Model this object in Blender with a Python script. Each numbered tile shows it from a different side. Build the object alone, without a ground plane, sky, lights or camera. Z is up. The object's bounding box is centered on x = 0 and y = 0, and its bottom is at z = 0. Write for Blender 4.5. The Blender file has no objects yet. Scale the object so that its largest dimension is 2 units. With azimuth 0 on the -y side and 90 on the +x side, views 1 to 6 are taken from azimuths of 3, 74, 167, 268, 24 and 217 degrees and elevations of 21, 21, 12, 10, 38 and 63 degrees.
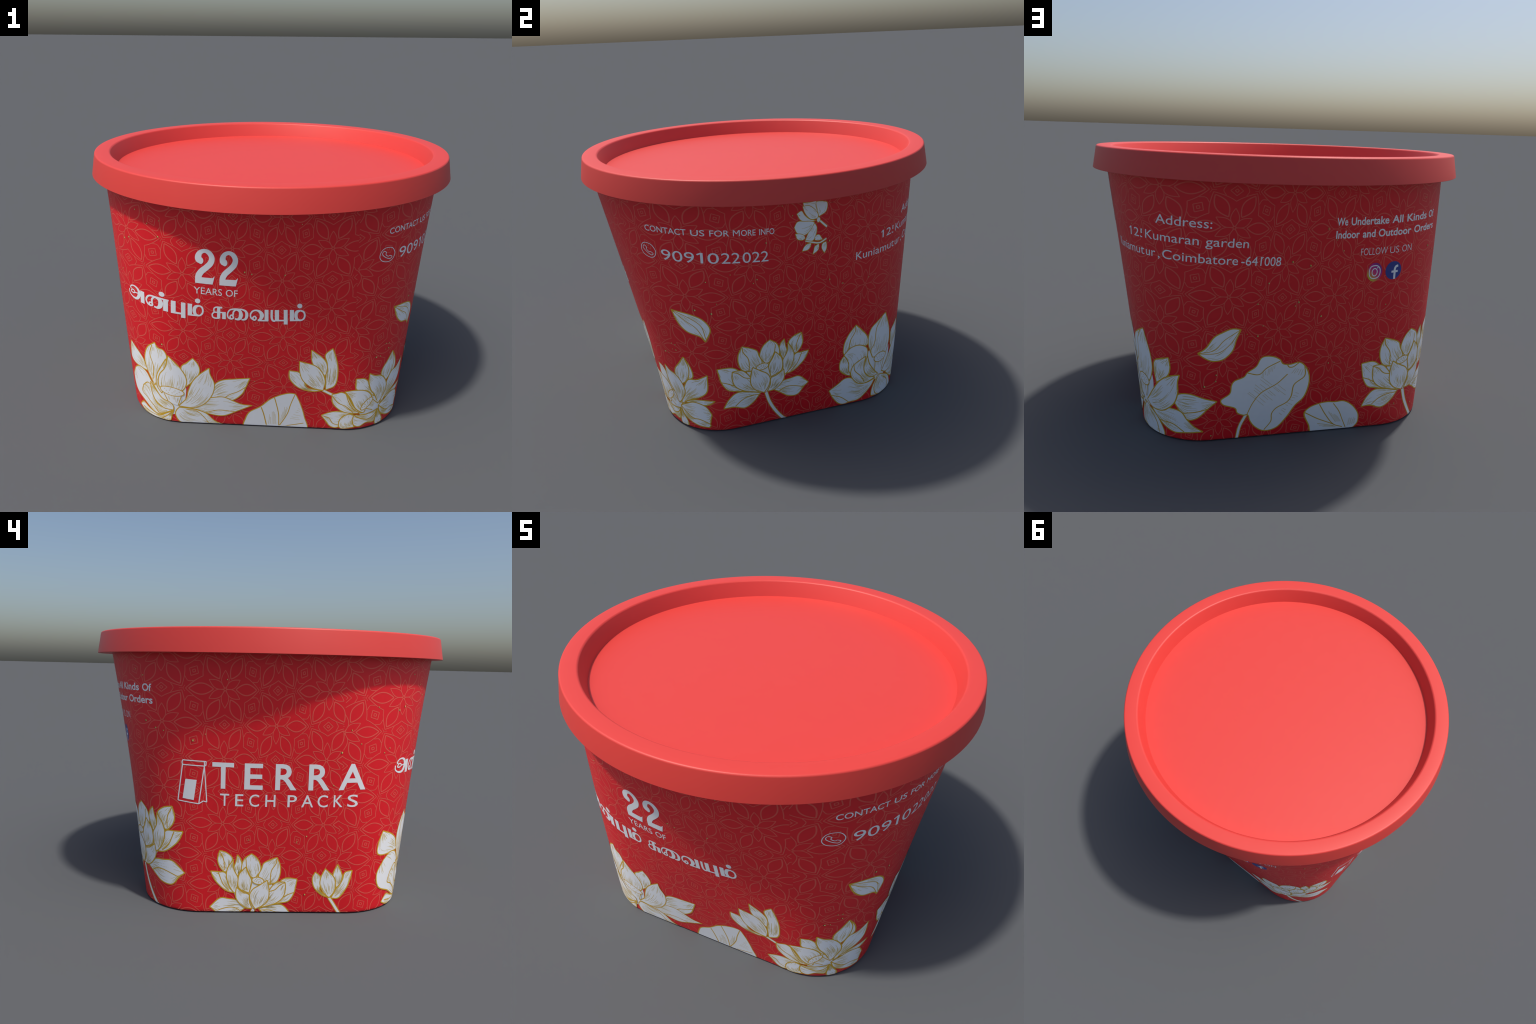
"""Red paper food tub: round snap-on lid over a body that lofts from a rounded
rectangle (foot) to a circle (mouth).  All printing is laid out on a flat
artwork strip (x = distance along the wall, z = height) and wrapped on the wall."""
import bpy, bmesh, math, random
import numpy as np
from mathutils import Vector
from mathutils.geometry import tessellate_polygon

random.seed(7)
rng = np.random.default_rng(7)

# ------------------------------------------------------------------ body shape
HALF_X, HALF_Y, CORNER = .7660, .6910, .3285       # foot: rounded rectangle
MOUTH_R, MOUTH_Z = .9308, 1.2965                  # mouth: circle
CENTRE = np.array([-.0010, -.0100, 0.])
# wall swell between foot and mouth: even harmonics round the tub, and one flatter corner
SWELL = ((0, .0120), (2, .0100), (4, -.0156), (6, -.0110), (8, .0020))
FLAT_CORNER, FLAT_BY = math.radians(315), .014
FOOT_ROUND, FOOT_INSET = .014, .010              # rounded bottom edge
LID_BOTTOM, LID_TOP = 1.2965, 1.411


def foot_radius(a):
    c, s = abs(np.cos(a)), abs(np.sin(a))
    flat = np.minimum(HALF_X / np.maximum(c, 1e-9), HALF_Y / np.maximum(s, 1e-9))
    cx, cy = HALF_X - CORNER, HALF_Y - CORNER
    b = c * cx + s * cy
    arc = b + np.sqrt(np.maximum(b * b - (cx * cx + cy * cy - CORNER ** 2), 0))
    return np.where((flat * c > cx) & (flat * s > cy), arc, flat)


def mouth_angle(a):
    return a - .066 * np.sin(4 * a) + .07 * (np.sin(2 * a) - .5 * np.sin(4 * a))


def wall_raw(a, z):
    r, th, t = foot_radius(a), mouth_angle(a), z / MOUTH_Z
    s = sum(c * np.cos(k * a) for k, c in SWELL)
    s = s - FLAT_BY * np.exp(-((np.mod(a, 2 * np.pi) - FLAT_CORNER) / .45) ** 2)
    f = 1 + t * (1 - t) * s
    return np.stack([f * ((1 - t) * r * np.cos(a) + t * MOUTH_R * np.cos(th)),
                     f * ((1 - t) * r * np.sin(a) + t * MOUTH_R * np.sin(th)), z], -1)


def wall(a, z, off=0.):
    """Point of the wall at foot angle a and height z, lifted by off."""
    a, z, off = np.broadcast_arrays(np.asarray(a, float), np.asarray(z, float), np.asarray(off, float))
    e = 1e-3
    p = wall_raw(a, z)
    n = np.cross(wall_raw(a + e, z) - wall_raw(a - e, z), wall_raw(a, z + e) - wall_raw(a, z - e))
    n /= np.linalg.norm(n, axis=-1, keepdims=True)
    k = np.clip(1 - z / FOOT_ROUND, 0, 1)
    inset = FOOT_INSET * (1 - np.sqrt(np.maximum(1 - k * k, 0)))
    return p + n * (off - inset)[..., None] + CENTRE


# artwork strip: x is a smooth function of the foot angle, 0 on the -x face
COL = .2815                                     # one column of the ornament


def strip_raw(a):
    return COL * (3.1217 * a + .2465 * np.sin(2 * a) / 2 - .2625 * np.sin(4 * a) / 4
                  + .2484 * np.sin(6 * a) / 6 - .3299 * np.sin(8 * a) / 8)


_A = np.linspace(-math.pi, 5 * math.pi, 24001)
_X = strip_raw(_A) - strip_raw(np.pi)
STRIP = float(_X[16000] - _X[8000])             # length of one turn


def angle_of(x):
    return np.interp(x, _X, _A)


# ------------------------------------------------------------------ materials
def material(name, colour, colour2=None, rough=.5, spec=.5, scale=40., bump=0.):
    m = bpy.data.materials.new(name)
    m.use_nodes = True
    nt = m.node_tree
    b = nt.nodes['Principled BSDF']
    tc = nt.nodes.new('ShaderNodeTexCoord')
    nz = nt.nodes.new('ShaderNodeTexNoise')
    nz.inputs['Scale'].default_value = scale
    nz.inputs['Detail'].default_value = 3
    rp = nt.nodes.new('ShaderNodeValToRGB')
    rp.color_ramp.elements[0].position, rp.color_ramp.elements[1].position = .35, .65
    rp.color_ramp.elements[0].color = (*colour, 1)
    rp.color_ramp.elements[1].color = (*(colour2 or colour), 1)
    nt.links.new(tc.outputs['Object'], nz.inputs['Vector'])
    nt.links.new(nz.outputs['Fac'], rp.inputs['Fac'])
    nt.links.new(rp.outputs['Color'], b.inputs['Base Color'])
    b.inputs['Roughness'].default_value = rough
    b.inputs['Specular IOR Level'].default_value = spec
    return m


PAPER_RED = material('paper_red', (.750, .0070, .0150), (.765, .0076, .0160), .5, .5)
LINE_RED = material('ornament_line', (.775, .092, .065), (.785, .097, .069), .5, .5)
LID_RED = material('lid_plastic', (.668, .048, .038), (.672, .049, .039), .5, .5, 12.)
PRINT_WHITE = material('print_white', (.895, .90, .91), (.91, .915, .925), .5, .5, 60.)
GOLD = material('print_gold', (.66, .39, .022), (.70, .42, .028), .5, .5, 60.)
HATCH = material('print_hatch', (.66, .52, .22), (.70, .57, .28), .5, .5, 60.)
LETTER = material('print_letter', (.85, .855, .87), (.86, .865, .88), .5, .5, 60.)
BLUE = material('badge_blue', (.030, .050, .27), None, .5, .5)
FLECK = material('gold_fleck', (.62, .50, .10), (.72, .62, .20), .5, .5, 90.)
FLECK_DARK_EDGE = material('fleck_edge', (.05, .03, .01), None, .5, .5)


def badge_gradient():
    """Yellow lower left, magenta in the middle, violet upper right."""
    m = bpy.data.materials.new('badge_gradient')
    m.use_nodes = True
    nt = m.node_tree
    tc = nt.nodes.new('ShaderNodeTexCoord')
    dot = nt.nodes.new('ShaderNodeVectorMath')
    dot.operation = 'DOT_PRODUCT'
    dot.inputs[1].default_value = BADGE_DIR
    sub = nt.nodes.new('ShaderNodeMath')
    sub.operation = 'SUBTRACT'
    sub.inputs[1].default_value = BADGE_MID - .052
    mul = nt.nodes.new('ShaderNodeMath')
    mul.operation = 'MULTIPLY'
    mul.inputs[1].default_value = 1 / .104
    rp = nt.nodes.new('ShaderNodeValToRGB')
    el = rp.color_ramp.elements
    el[0].position, el[0].color = .08, (.50, .52, .03, 1)
    el[1].position, el[1].color = .95, (.13, .03, .22, 1)
    for p, c in ((.28, (.68, .24, .06)), (.48, (.66, .03, .17)), (.70, (.42, .015, .24))):
        e = el.new(p)
        e.color = (*c, 1)
    nt.links.new(tc.outputs['Object'], dot.inputs[0])
    nt.links.new(dot.outputs['Value'], sub.inputs[0])
    nt.links.new(sub.outputs[0], mul.inputs[0])
    nt.links.new(mul.outputs[0], rp.inputs['Fac'])
    nt.links.new(rp.outputs['Color'], nt.nodes['Principled BSDF'].inputs['Base Color'])
    return m


# ------------------------------------------------------------------ mesh helpers
def add_object(name, verts, faces, mats, index=None, parent=None, smooth=True):
    me = bpy.data.meshes.new(name)
    me.from_pydata([tuple(v) for v in verts], [], faces)
    for m in mats:
        me.materials.append(m)
    if index is not None:
        me.polygons.foreach_set('material_index', index)
    me.polygons.foreach_set('use_smooth', [smooth] * len(me.polygons))
    me.update()
    ob = bpy.data.objects.new(name, me)
    bpy.context.scene.collection.objects.link(ob)
    if parent is not None:
        ob.parent = parent
    return ob


def lathe(name, profile, mat, segments, parent, crisp=40):
    a = np.linspace(0, 2 * np.pi, segments + 1)[:-1]
    verts, faces = [], []
    for r, z in profile:
        verts += [(r * math.cos(t), r * math.sin(t), z) for t in a]
    n = segments
    for i in range(len(profile) - 1):
        faces += [(i * n + j, i * n + (j + 1) % n, (i + 1) * n + (j + 1) % n, (i + 1) * n + j) for j in range(n)]
    faces.append(tuple((len(profile) - 1) * n + j for j in range(n)))
    ob = add_object(name, verts, faces, [mat], None, parent)
    ob.data.set_sharp_from_angle(angle=math.radians(crisp))
    return ob


def spline(pts, step=.005, closed=False):
    """Centripetal Catmull-Rom through the points, resampled by length."""
    p = np.asarray(pts, float)
    if len(p) == 2 and not closed:
        n = max(2, int(np.linalg.norm(p[1] - p[0]) / step) + 1)
        return p[0] + (p[1] - p[0]) * np.linspace(0, 1, n)[:, None]
    q = np.vstack([p[-1], p, p[0], p[1]]) if closed else np.vstack([2 * p[0] - p[1], p, 2 * p[-1] - p[-2]])
    out = []
    for i in range(1, len(q) - 2):
        p0, p1, p2, p3 = q[i - 1], q[i], q[i + 1], q[i + 2]
        d = lambda a, b: max(np.linalg.norm((b - a)[:2]), 1e-6) ** .5
        t1 = d(p0, p1)
        t2 = t1 + d(p1, p2)
        t3 = t2 + d(p2, p3)
        t = np.linspace(t1, t2, 9)[:-1, None]
        a1 = (t1 - t) / t1 * p0 + t / t1 * p1
        a2 = (t2 - t) / (t2 - t1) * p1 + (t - t1) / (t2 - t1) * p2
        a3 = (t3 - t) / (t3 - t2) * p2 + (t - t2) / (t3 - t2) * p3
        b1 = (t2 - t) / t2 * a1 + t / t2 * a2
        b2 = (t3 - t) / (t3 - t1) * a2 + (t - t1) / (t3 - t1) * a3
        out.append((t2 - t) / (t2 - t1) * b1 + (t - t1) / (t2 - t1) * b2)
    c = np.vstack(out + [q[-3 if closed else -2][None] if not closed else p[0][None]])
    s = np.concatenate([[0], np.cumsum(np.linalg.norm(np.diff(c[:, :2], axis=0), axis=1))])
    n = max(3, int(s[-1] / step) + 1)
    u = np.linspace(0, s[-1], n)
    return np.stack([np.interp(u, s, c[:, k]) for k in range(c.shape[1])], -1)


def resample(c, n):
    s = np.concatenate([[0], np.cumsum(np.linalg.norm(np.diff(c, axis=0), axis=1))])
    return np.stack([np.interp(np.linspace(0, s[-1], n), s, c[:, k]) for k in range(2)], -1)


class Print:
    """Collects flat artwork and wraps it on the wall as a thin inked layer."""
    FLOOR, CEILING = .0035, 1.2965

    def __init__(self, base=.0006, step=.00003):
        self.v, self.o, self.f, self.m = [], [], [], []
        self.level, self.step = base, step

    def up(self, k=1):
        self.level += self.step * k

    def add(self, pts, faces, mat):
        k = sum(len(x) for x in self.v)
        self.v.append(np.asarray(pts, float)[:, :2])
        self.o.append(np.full(len(pts), self.level))
        self.f += [tuple(i + k for i in f) for f in faces]
        self.m += [mat] * len(faces)

    def grid(self, a, b, n, mat):
        """Ruled patch between two curves with equal sampling."""
        w = np.linspace(0, 1, n)[:, None, None]
        g = a[None] * (1 - w) + b[None] * w
        k = len(a)
        f = [(i * k + j, i * k + j + 1, (i + 1) * k + j + 1, (i + 1) * k + j) for i in range(n - 1) for j in range(k - 1)]
        self.add(g.reshape(-1, 2), f, mat)

    def line(self, c, width, mat, closed=False, keep=None):
        """Inked line of given width (number or one per point)."""
        c = np.asarray(c, float)
        w = np.broadcast_to(np.asarray(width, float), (len(c),)) / 2
        if closed:
            d = np.roll(c[:-1], -1, 0) - np.roll(c[:-1], 1, 0)
            d = np.vstack([d, d[:1]])
        else:
            d = np.gradient(c[:, :2], axis=0)
        d = d[:, :2] / np.maximum(np.linalg.norm(d[:, :2], axis=1), 1e-9)[:, None]
        n = np.stack([-d[:, 1], d[:, 0]], -1)
        p = np.vstack([c[:, :2] + n * w[:, None], c[:, :2] - n * w[:, None]])
        k = len(c)
        f = [(j, j + 1, k + j + 1, k + j) for j in range(k - 1)]
        if keep is not None:
            f = [q for q, ok in zip(f, keep(c[:-1] * .5 + c[1:, :] * .5)) if ok]
        self.add(p, f, mat)

    def polygon(self, loops, mat, cell=.012):
        """Filled outline, sliced into narrow upright bands so that it bends with the wall."""
        loops = [[Vector((p[0], p[1], 0)) for p in l] for l in loops]
        tris = tessellate_polygon(loops)
        pts = [p for l in loops for p in l]
        self.sliced(pts, tris, mat, cell)

    def sliced(self, pts, faces, mat, cell=.012, cut=None):
        bm = bmesh.new()
        vs = [bm.verts.new((p[0], p[1], 0)) for p in pts]
        for f in faces:
            try:
                bm.faces.new([vs[i] for i in f])
            except ValueError:
                pass
        xs = [p[0] for p in pts]
        x = math.ceil(min(xs) / cell) * cell
        while x < max(xs):
            bmesh.ops.bisect_plane(bm, geom=bm.verts[:] + bm.edges[:] + bm.faces[:], dist=1e-7,
                                   plane_co=(x, 0, 0), plane_no=(1, 0, 0))
            x += cell
        if cut is not None:
            bmesh.ops.bisect_plane(bm, geom=bm.verts[:] + bm.edges[:] + bm.faces[:], dist=1e-7, clear_outer=True,
                                   plane_co=(cut, 0, 0), plane_no=(1, 0, 0))
        bm.verts.index_update()
        self.add(np.array([v.co[:2] for v in bm.verts]), [[v.index for v in f.verts] for f in bm.faces], mat)
        bm.free()

    def disc(self, c, rx, ry, mat, rot=0., cell=.008):
        t = np.linspace(0, 2 * np.pi, 41)[:-1]
        p = np.stack([rx * np.cos(t), ry * np.sin(t)], -1)
        cs, sn = math.cos(rot), math.sin(rot)
        p = p @ np.array([[cs, sn], [-sn, cs]]) + np.asarray(c)
        self.polygon([p], mat, cell)
        return np.vstack([p, p[:1]])

    def build(self, name, mats, parent):
        v, o = np.vstack(self.v), np.concatenate(self.o)
        z = np.clip(v[:, 1], self.FLOOR, self.CEILING)
        out = (v[:, 1] < self.FLOOR) | (v[:, 1] > self.CEILING)
        p = wall(angle_of(v[:, 0]), z, o)
        faces, idx = [], []
        for f, m in zip(self.f, self.m):
            if not all(out[i] for i in f):
                q = v[list(f)]
                area = np.sum(q[:, 0] * np.roll(q[:, 1], -1) - np.roll(q[:, 0], -1) * q[:, 1])
                faces.append(f if area > 0 else f[::-1])
                idx.append(mats.index(m))
        ob = add_object(name, p, faces, mats, idx, parent)
        a = angle_of(v[:, 0])                    # ink lies flat: shade it with the wall's own normals
        n = wall(a, z, 1.) - wall(a, z, 0.)
        ob.data.normals_split_custom_set_from_vertices([tuple(q) for q in n])
        return ob


# ------------------------------------------------------------------ root, body, lid
root = bpy.data.objects.new('food_tub', None)
bpy.context.scene.collection.objects.link(root)
root['label'] = 'red paper food tub with round lid and white lotus print'
root['category'] = 'food container'

N_COL = 1000
cols = angle_of(np.linspace(0, STRIP, N_COL + 1)[:-1])
rows = np.concatenate([FOOT_ROUND * (1 - np.cos(np.linspace(0, np.pi / 2, 7))), np.linspace(.03, 1.30, 100)])
P = np.stack([wall(cols, np.full(N_COL, z)) for z in rows])
faces = [(i * N_COL + j, i * N_COL + (j + 1) % N_COL, (i + 1) * N_COL + (j + 1) % N_COL, (i + 1) * N_COL + j)
         for i in range(len(rows) - 1) for j in range(N_COL)]
faces += [tuple(range(N_COL))[::-1], tuple((len(rows) - 1) * N_COL + j for j in range(N_COL))]
body = add_object('tub_body', P.reshape(-1, 3), faces, [PAPER_RED], None, root)
body.data.set_sharp_from_angle(angle=math.radians(50))


def fillet(cx, cz, r, a0, a1, n=7):
    return [(cx + r * math.cos(math.radians(a)), cz + r * math.sin(math.radians(a))) for a in np.linspace(a0, a1, n)]


lid_profile = ([(.925, LID_BOTTOM), (.9985, LID_BOTTOM)] + [(1.0, LID_BOTTOM + .0015)]
               + fillet(.9725, LID_TOP - .0095, .0095, 10, 90)
               + fillet(.9085, LID_TOP - .0130, .0130, 90, 156)
               + [(.868, 1.3265)])
lid = lathe('lid', lid_profile, LID_RED, 256, root)

# ------------------------------------------------------------------ ornament of the paper
S = .3255                                        # distance between rosettes


def lens(r0, r1, half):
    t = np.linspace(0, 1, 25)
    y = half * np.sin(np.pi * t) ** .9
    up = np.stack([r0 + (r1 - r0) * t, y], -1)
    return up, up * [1, -1]


def turn(p, deg):
    c, s = math.cos(math.radians(deg)), math.sin(math.radians(deg))
    return np.asarray(p) @ np.array([[c, s], [-s, c]])


def rosette_lines():
    """All lines of one repeat, in units of the rosette distance: (curve, width in metres)."""
    L = []
    t = np.linspace(0, 1, 19)
    for k in range(6):
        e, d = 60 * k, 60 * k + 30
        tip = np.stack([.014 + .252 * t, np.minimum((.014 + .252 * t) * .57, .056 * np.sin(np.pi * t ** .9))], -1)
        L += [(turn(tip, d), .0037), (turn(tip * [1, -1], d), .0037)]
        for side in lens(.168, .503, .079):
            L.append((turn(side, e), .0052))
        half = spline([(.312, .180), (.365, .152), (.435, .103), (.495, .050), (.545, 0)], .02)
        L += [(turn(half, e), .0037), (turn(half * [1, -1], e), .0037)]
    for k in (1, 3, 5):                          # lozenges half way to three neighbours
        a = 30 + 60 * k - 60
        for hx, hy in ((.068, .080), (.024, .026)):
            sq = np.array([(hx, 0), (0, hy), (-hx, 0), (0, -hy), (hx, 0)]) + [.5, 0]
            L += [(turn(sq[q:q + 2], a), .0036) for q in range(4)]
    for k in (0, 1):                             # star spots between three rosettes
        c = turn([(.5774, 0)], 60 * k)[0]
        for j in range(3):
            a = 60 * k + 120 * j
            L.append((turn([(.163, .066), (.128, 0), (.163, -.066)], a) + c, .0034))
            L.append((turn([(.0, 0), (.052, 0)], a) + c, .0022))
    return L


ROSETTE = [(spline(c, .018) if len(c) < 4 else c, w) for c, w in rosette_lines()]
ornament = Print(.0003)
# panels of the ornament sheet: rosette columns along the wall, end of the panel, height of the first rosette
PANELS = (
    ([-2.621, -2.366, -2.101, -1.814, -1.534, -1.251], -1.159, .932),
    ([-1.159, -.874, -.591, -.300, -.020, .266], .351, .971),
    ([.351, .645, .932, 1.212, 1.493, 1.773], 1.893, .943),
    ([1.893, 2.159, 2.451, 2.738], STRIP - 2.621, .979))
for knots, x1, z0 in PANELS:
    x0 = knots[0]
    inside = lambda p: (p[:, 0] > x0) & (p[:, 0] < x1)
    kx = np.array([2 * knots[0] - knots[1]] + knots + [knots[-1] + COL * 1.0, knots[-1] + 2 * COL])
    ki = np.arange(-1, len(kx) - 1)
    for i in range(-1, 7):
        for j in range(-4, 4):
            o = np.array([i * .866, z0 / S + j + .5 * (i % 2)])
            if not -.25 < o[1] * S < 1.55:
                continue
            for c, w in ROSETTE:
                q = c + o
                q = np.stack([np.interp(q[:, 0] / .866, ki, kx), q[:, 1] * S], -1)
                if q[:, 0].max() < x0 or q[:, 0].min() > x1 or q[:, 1].min() > 1.2965 or q[:, 1].max() < 0:
                    continue
                ornament.line(q, w, LINE_RED, keep=inside)
                ornament.level = .0003 + (ornament.level - .0003 + .00001) % .00009
ob = ornament.build('ornament_print', [LINE_RED], body)
ob['kind'] = 'stuff'

# ------------------------------------------------------------------ lotus drawings
# each petal: base, one side from base to tip, tip, other side from tip to base, fold line
OPEN_LOTUS = [
    ((-0.028,0.003), [(-0.112,0.027), (-0.17,0.027), (-0.21,-0.009)], (-0.24,-0.064), [(-0.185,-0.062), (-0.124,-0.079), (-0.074,-0.052)], [(-0.177,-0.057), (-0.143,-0.027), (-0.1,-0.007), (-0.032,-0.006)]),
    ((0.047,0.013), [(0.113,0.054), (0.165,0.063), (0.217,0.067)], (0.281,0.013), [(0.253,-0.011), (0.211,-0.058), (0.153,-0.055), (0.095,-0.017)], [(0.253,-0.014), (0.166,0.01), (0.123,0.007), (0.09,-0.011)]),
    ((0.174,0.24), [(0.145,0.301), (0.181,0.336)], (0.225,0.348), [(0.236,0.294), (0.221,0.25), (0.189,0.223)], [(0.223,0.342), (0.199,0.291), (0.196,0.236)]),
    ((0.131,0.099), [(0.189,0.218), (0.231,0.224)], (0.276,0.227), [(0.256,0.181), (0.224,0.144), (0.178,0.11)], [(0.231,0.219), (0.2,0.149), (0.164,0.112)]),
    ((0.115,0.194), [(0.088,0.255), (0.094,0.3)], (0.117,0.326), [(0.127,0.281), (0.137,0.246)], []),
    ((0.005,0.185), [(-0.031,0.238), (-0.026,0.274), (-0.004,0.311)], (0.029,0.334), [(0.072,0.304), (0.088,0.264), (0.086,0.232)], [(0.063,0.301), (0.056,0.251), (0.023,0.182)]),
    ((-0.053,0.148), [(-0.129,0.166), (-0.151,0.211), (-0.151,0.265)], (-0.13,0.314), [(-0.093,0.302), (-0.047,0.277), (-0.037,0.248), (-0.018,0.199)], [(-0.128,0.307), (-0.125,0.28), (-0.098,0.235), (-0.093,0.193), (-0.096,0.151)]),
    ((0.124,0.096), [(0.111,0.147), (0.11,0.19), (0.137,0.242)], (0.14,0.299), [(0.174,0.249), (0.182,0.205), (0.167,0.146), (0.135,0.103)], []),
    ((0.037,0.098), [(0.023,0.173), (0.045,0.216)], (0.063,0.255), [(0.1,0.215), (0.108,0.186), (0.102,0.129)], []),
    ((-0.112,0.03), [(-0.165,0.04), (-0.211,0.053), (-0.241,0.098), (-0.253,0.149)], (-0.259,0.186), [(-0.229,0.191), (-0.185,0.191), (-0.152,0.17), (-0.13,0.115)], [(-0.243,0.105), (-0.209,0.093), (-0.173,0.073)]),
    ((-0.042,0.011), [(-0.133,0.039), (-0.175,0.075), (-0.188,0.125)], (-0.185,0.166), [(-0.16,0.169), (-0.129,0.164), (-0.084,0.111)], [(-0.183,0.163), (-0.157,0.152), (-0.122,0.12), (-0.089,0.11)]),
    ((0.014,0.005), [(0.033,0.045), (0.037,0.089), (0.074,0.103)], (0.118,0.133), [(0.122,0.077), (0.094,0.033), (0.057,0.008)], []),
    'pod',
    ((-0.005,0.001), [(-0.059,0.029), (-0.085,0.068), (-0.086,0.126)], (-0.074,0.178), [(-0.027,0.148), (0.014,0.122), (0.032,0.089), (0.023,0.042)], []),
]
WIDE_LOTUS = [
    ((-0.157,0.194), [(-0.309,0.2), (-0.313,0.256)], (-0.291,0.321), [(-0.228,0.293), (-0.189,0.261), (-0.172,0.22)], []),
    ((-0.121,0.116), [(-0.168,0.213), (-0.176,0.275), (-0.153,0.35)], (-0.107,0.397), [(-0.093,0.37), (-0.062,0.364), (-0.043,0.325), (-0.078,0.22)], [(-0.125,0.374), (-0.14,0.312), (-0.123,0.241), (-0.131,0.15)]),
    ((0.059,0.148), [(0.033,0.277), (0.062,0.307)], (0.098,0.341), [(0.128,0.304), (0.139,0.263), (0.12,0.214)], []),
    ((-0.081,0.077), [(-0.109,0.121), (-0.105,0.19), (-0.08,0.249)], (-0.048,0.313), [(-0.042,0.251), (-0.045,0.167)], []),
    ((-0.026,0.102), [(-0.09,0.115), (-0.098,0.155), (-0.086,0.205), (-0.057,0.251)], (-0.036,0.335), [(-0.003,0.301), (0.03,0.264), (0.057,0.212), (0.061,0.17), (0.037,0.119)], []),
    ((0.205,0.084), [(0.235,0.18), (0.278,0.21), (0.356,0.224)], (0.44,0.235), [(0.421,0.176), (0.398,0.12), (0.34,0.072)], [(0.418,0.171), (0.376,0.137), (0.331,0.115), (0.304,0.095)]),
    ((0.032,0.003), [(0.115,0.064), (0.209,0.084), (0.292,0.094), (0.348,0.071), (0.399,0.049)], (0.452,0.043), [(0.379,0), (0.294,-0.041), (0.198,-0.032), (0.115,-0.005)], [(0.361,-0.008), (0.261,-0.002), (0.181,-0.024)]),
    ((0.018,0.002), [(0.095,-0.004), (0.177,-0.029), (0.237,-0.082)], (0.292,-0.108), [(0.199,-0.109), (0.03,-0.108), (-0.005,-0.05), (0.003,-0.018)], [(0.057,-0.009), (0.119,-0.018), (0.168,-0.062), (0.199,-0.103)]),
    ((0.014,0.011), [(0.058,0.068), (0.07,0.122), (0.097,0.19), (0.135,0.237)], (0.197,0.287), [(0.203,0.247), (0.231,0.184), (0.221,0.112), (0.172,0.041), (0.103,0.006)], []),
    ((-0.037,-0.038), [(-0.112,-0.074), (-0.208,-0.022), (-0.287,0.018), (-0.306,0.092)], (-0.269,0.162), [(-0.224,0.194), (-0.175,0.185), (-0.144,0.141), (-0.115,0.093)], []),
    ((-0.022,-0.03), [(-0.07,-0.103), (-0.136,-0.106), (-0.212,-0.096)], (-0.253,-0.076), [(-0.216,-0.04), (-0.165,-0.061), (-0.1,-0.074), (-0.052,-0.05)], [(-0.227,-0.073), (-0.172,-0.083), (-0.105,-0.084), (-0.037,-0.038)]),
    ((-0.013,-0.024), [(-0.053,-0.069), (-0.085,-0.1)], (-0.058,-0.103), [(-0.035,-0.097), (-0.025,-0.058)], []),
    ((-0.015,-0.022), [(-0.1,-0.064), (-0.135,-0.029), (-0.183,0.01), (-0.218,0.029)], (-0.203,0.081), [(-0.168,0.115), (-0.148,0.109), (-0.138,0.044), (-0.112,-0.002), (-0.066,-0.02)], []),
    'pod',
    ((-0.015,-0.022), [(-0.066,-0.02), (-0.112,0.002), (-0.138,0.049), (-0.147,0.096)], (-0.147,0.131), [(-0.115,0.089), (-0.078,0.045), (-0.031,0.026), (-0.014,0.002)], []),
]
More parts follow.
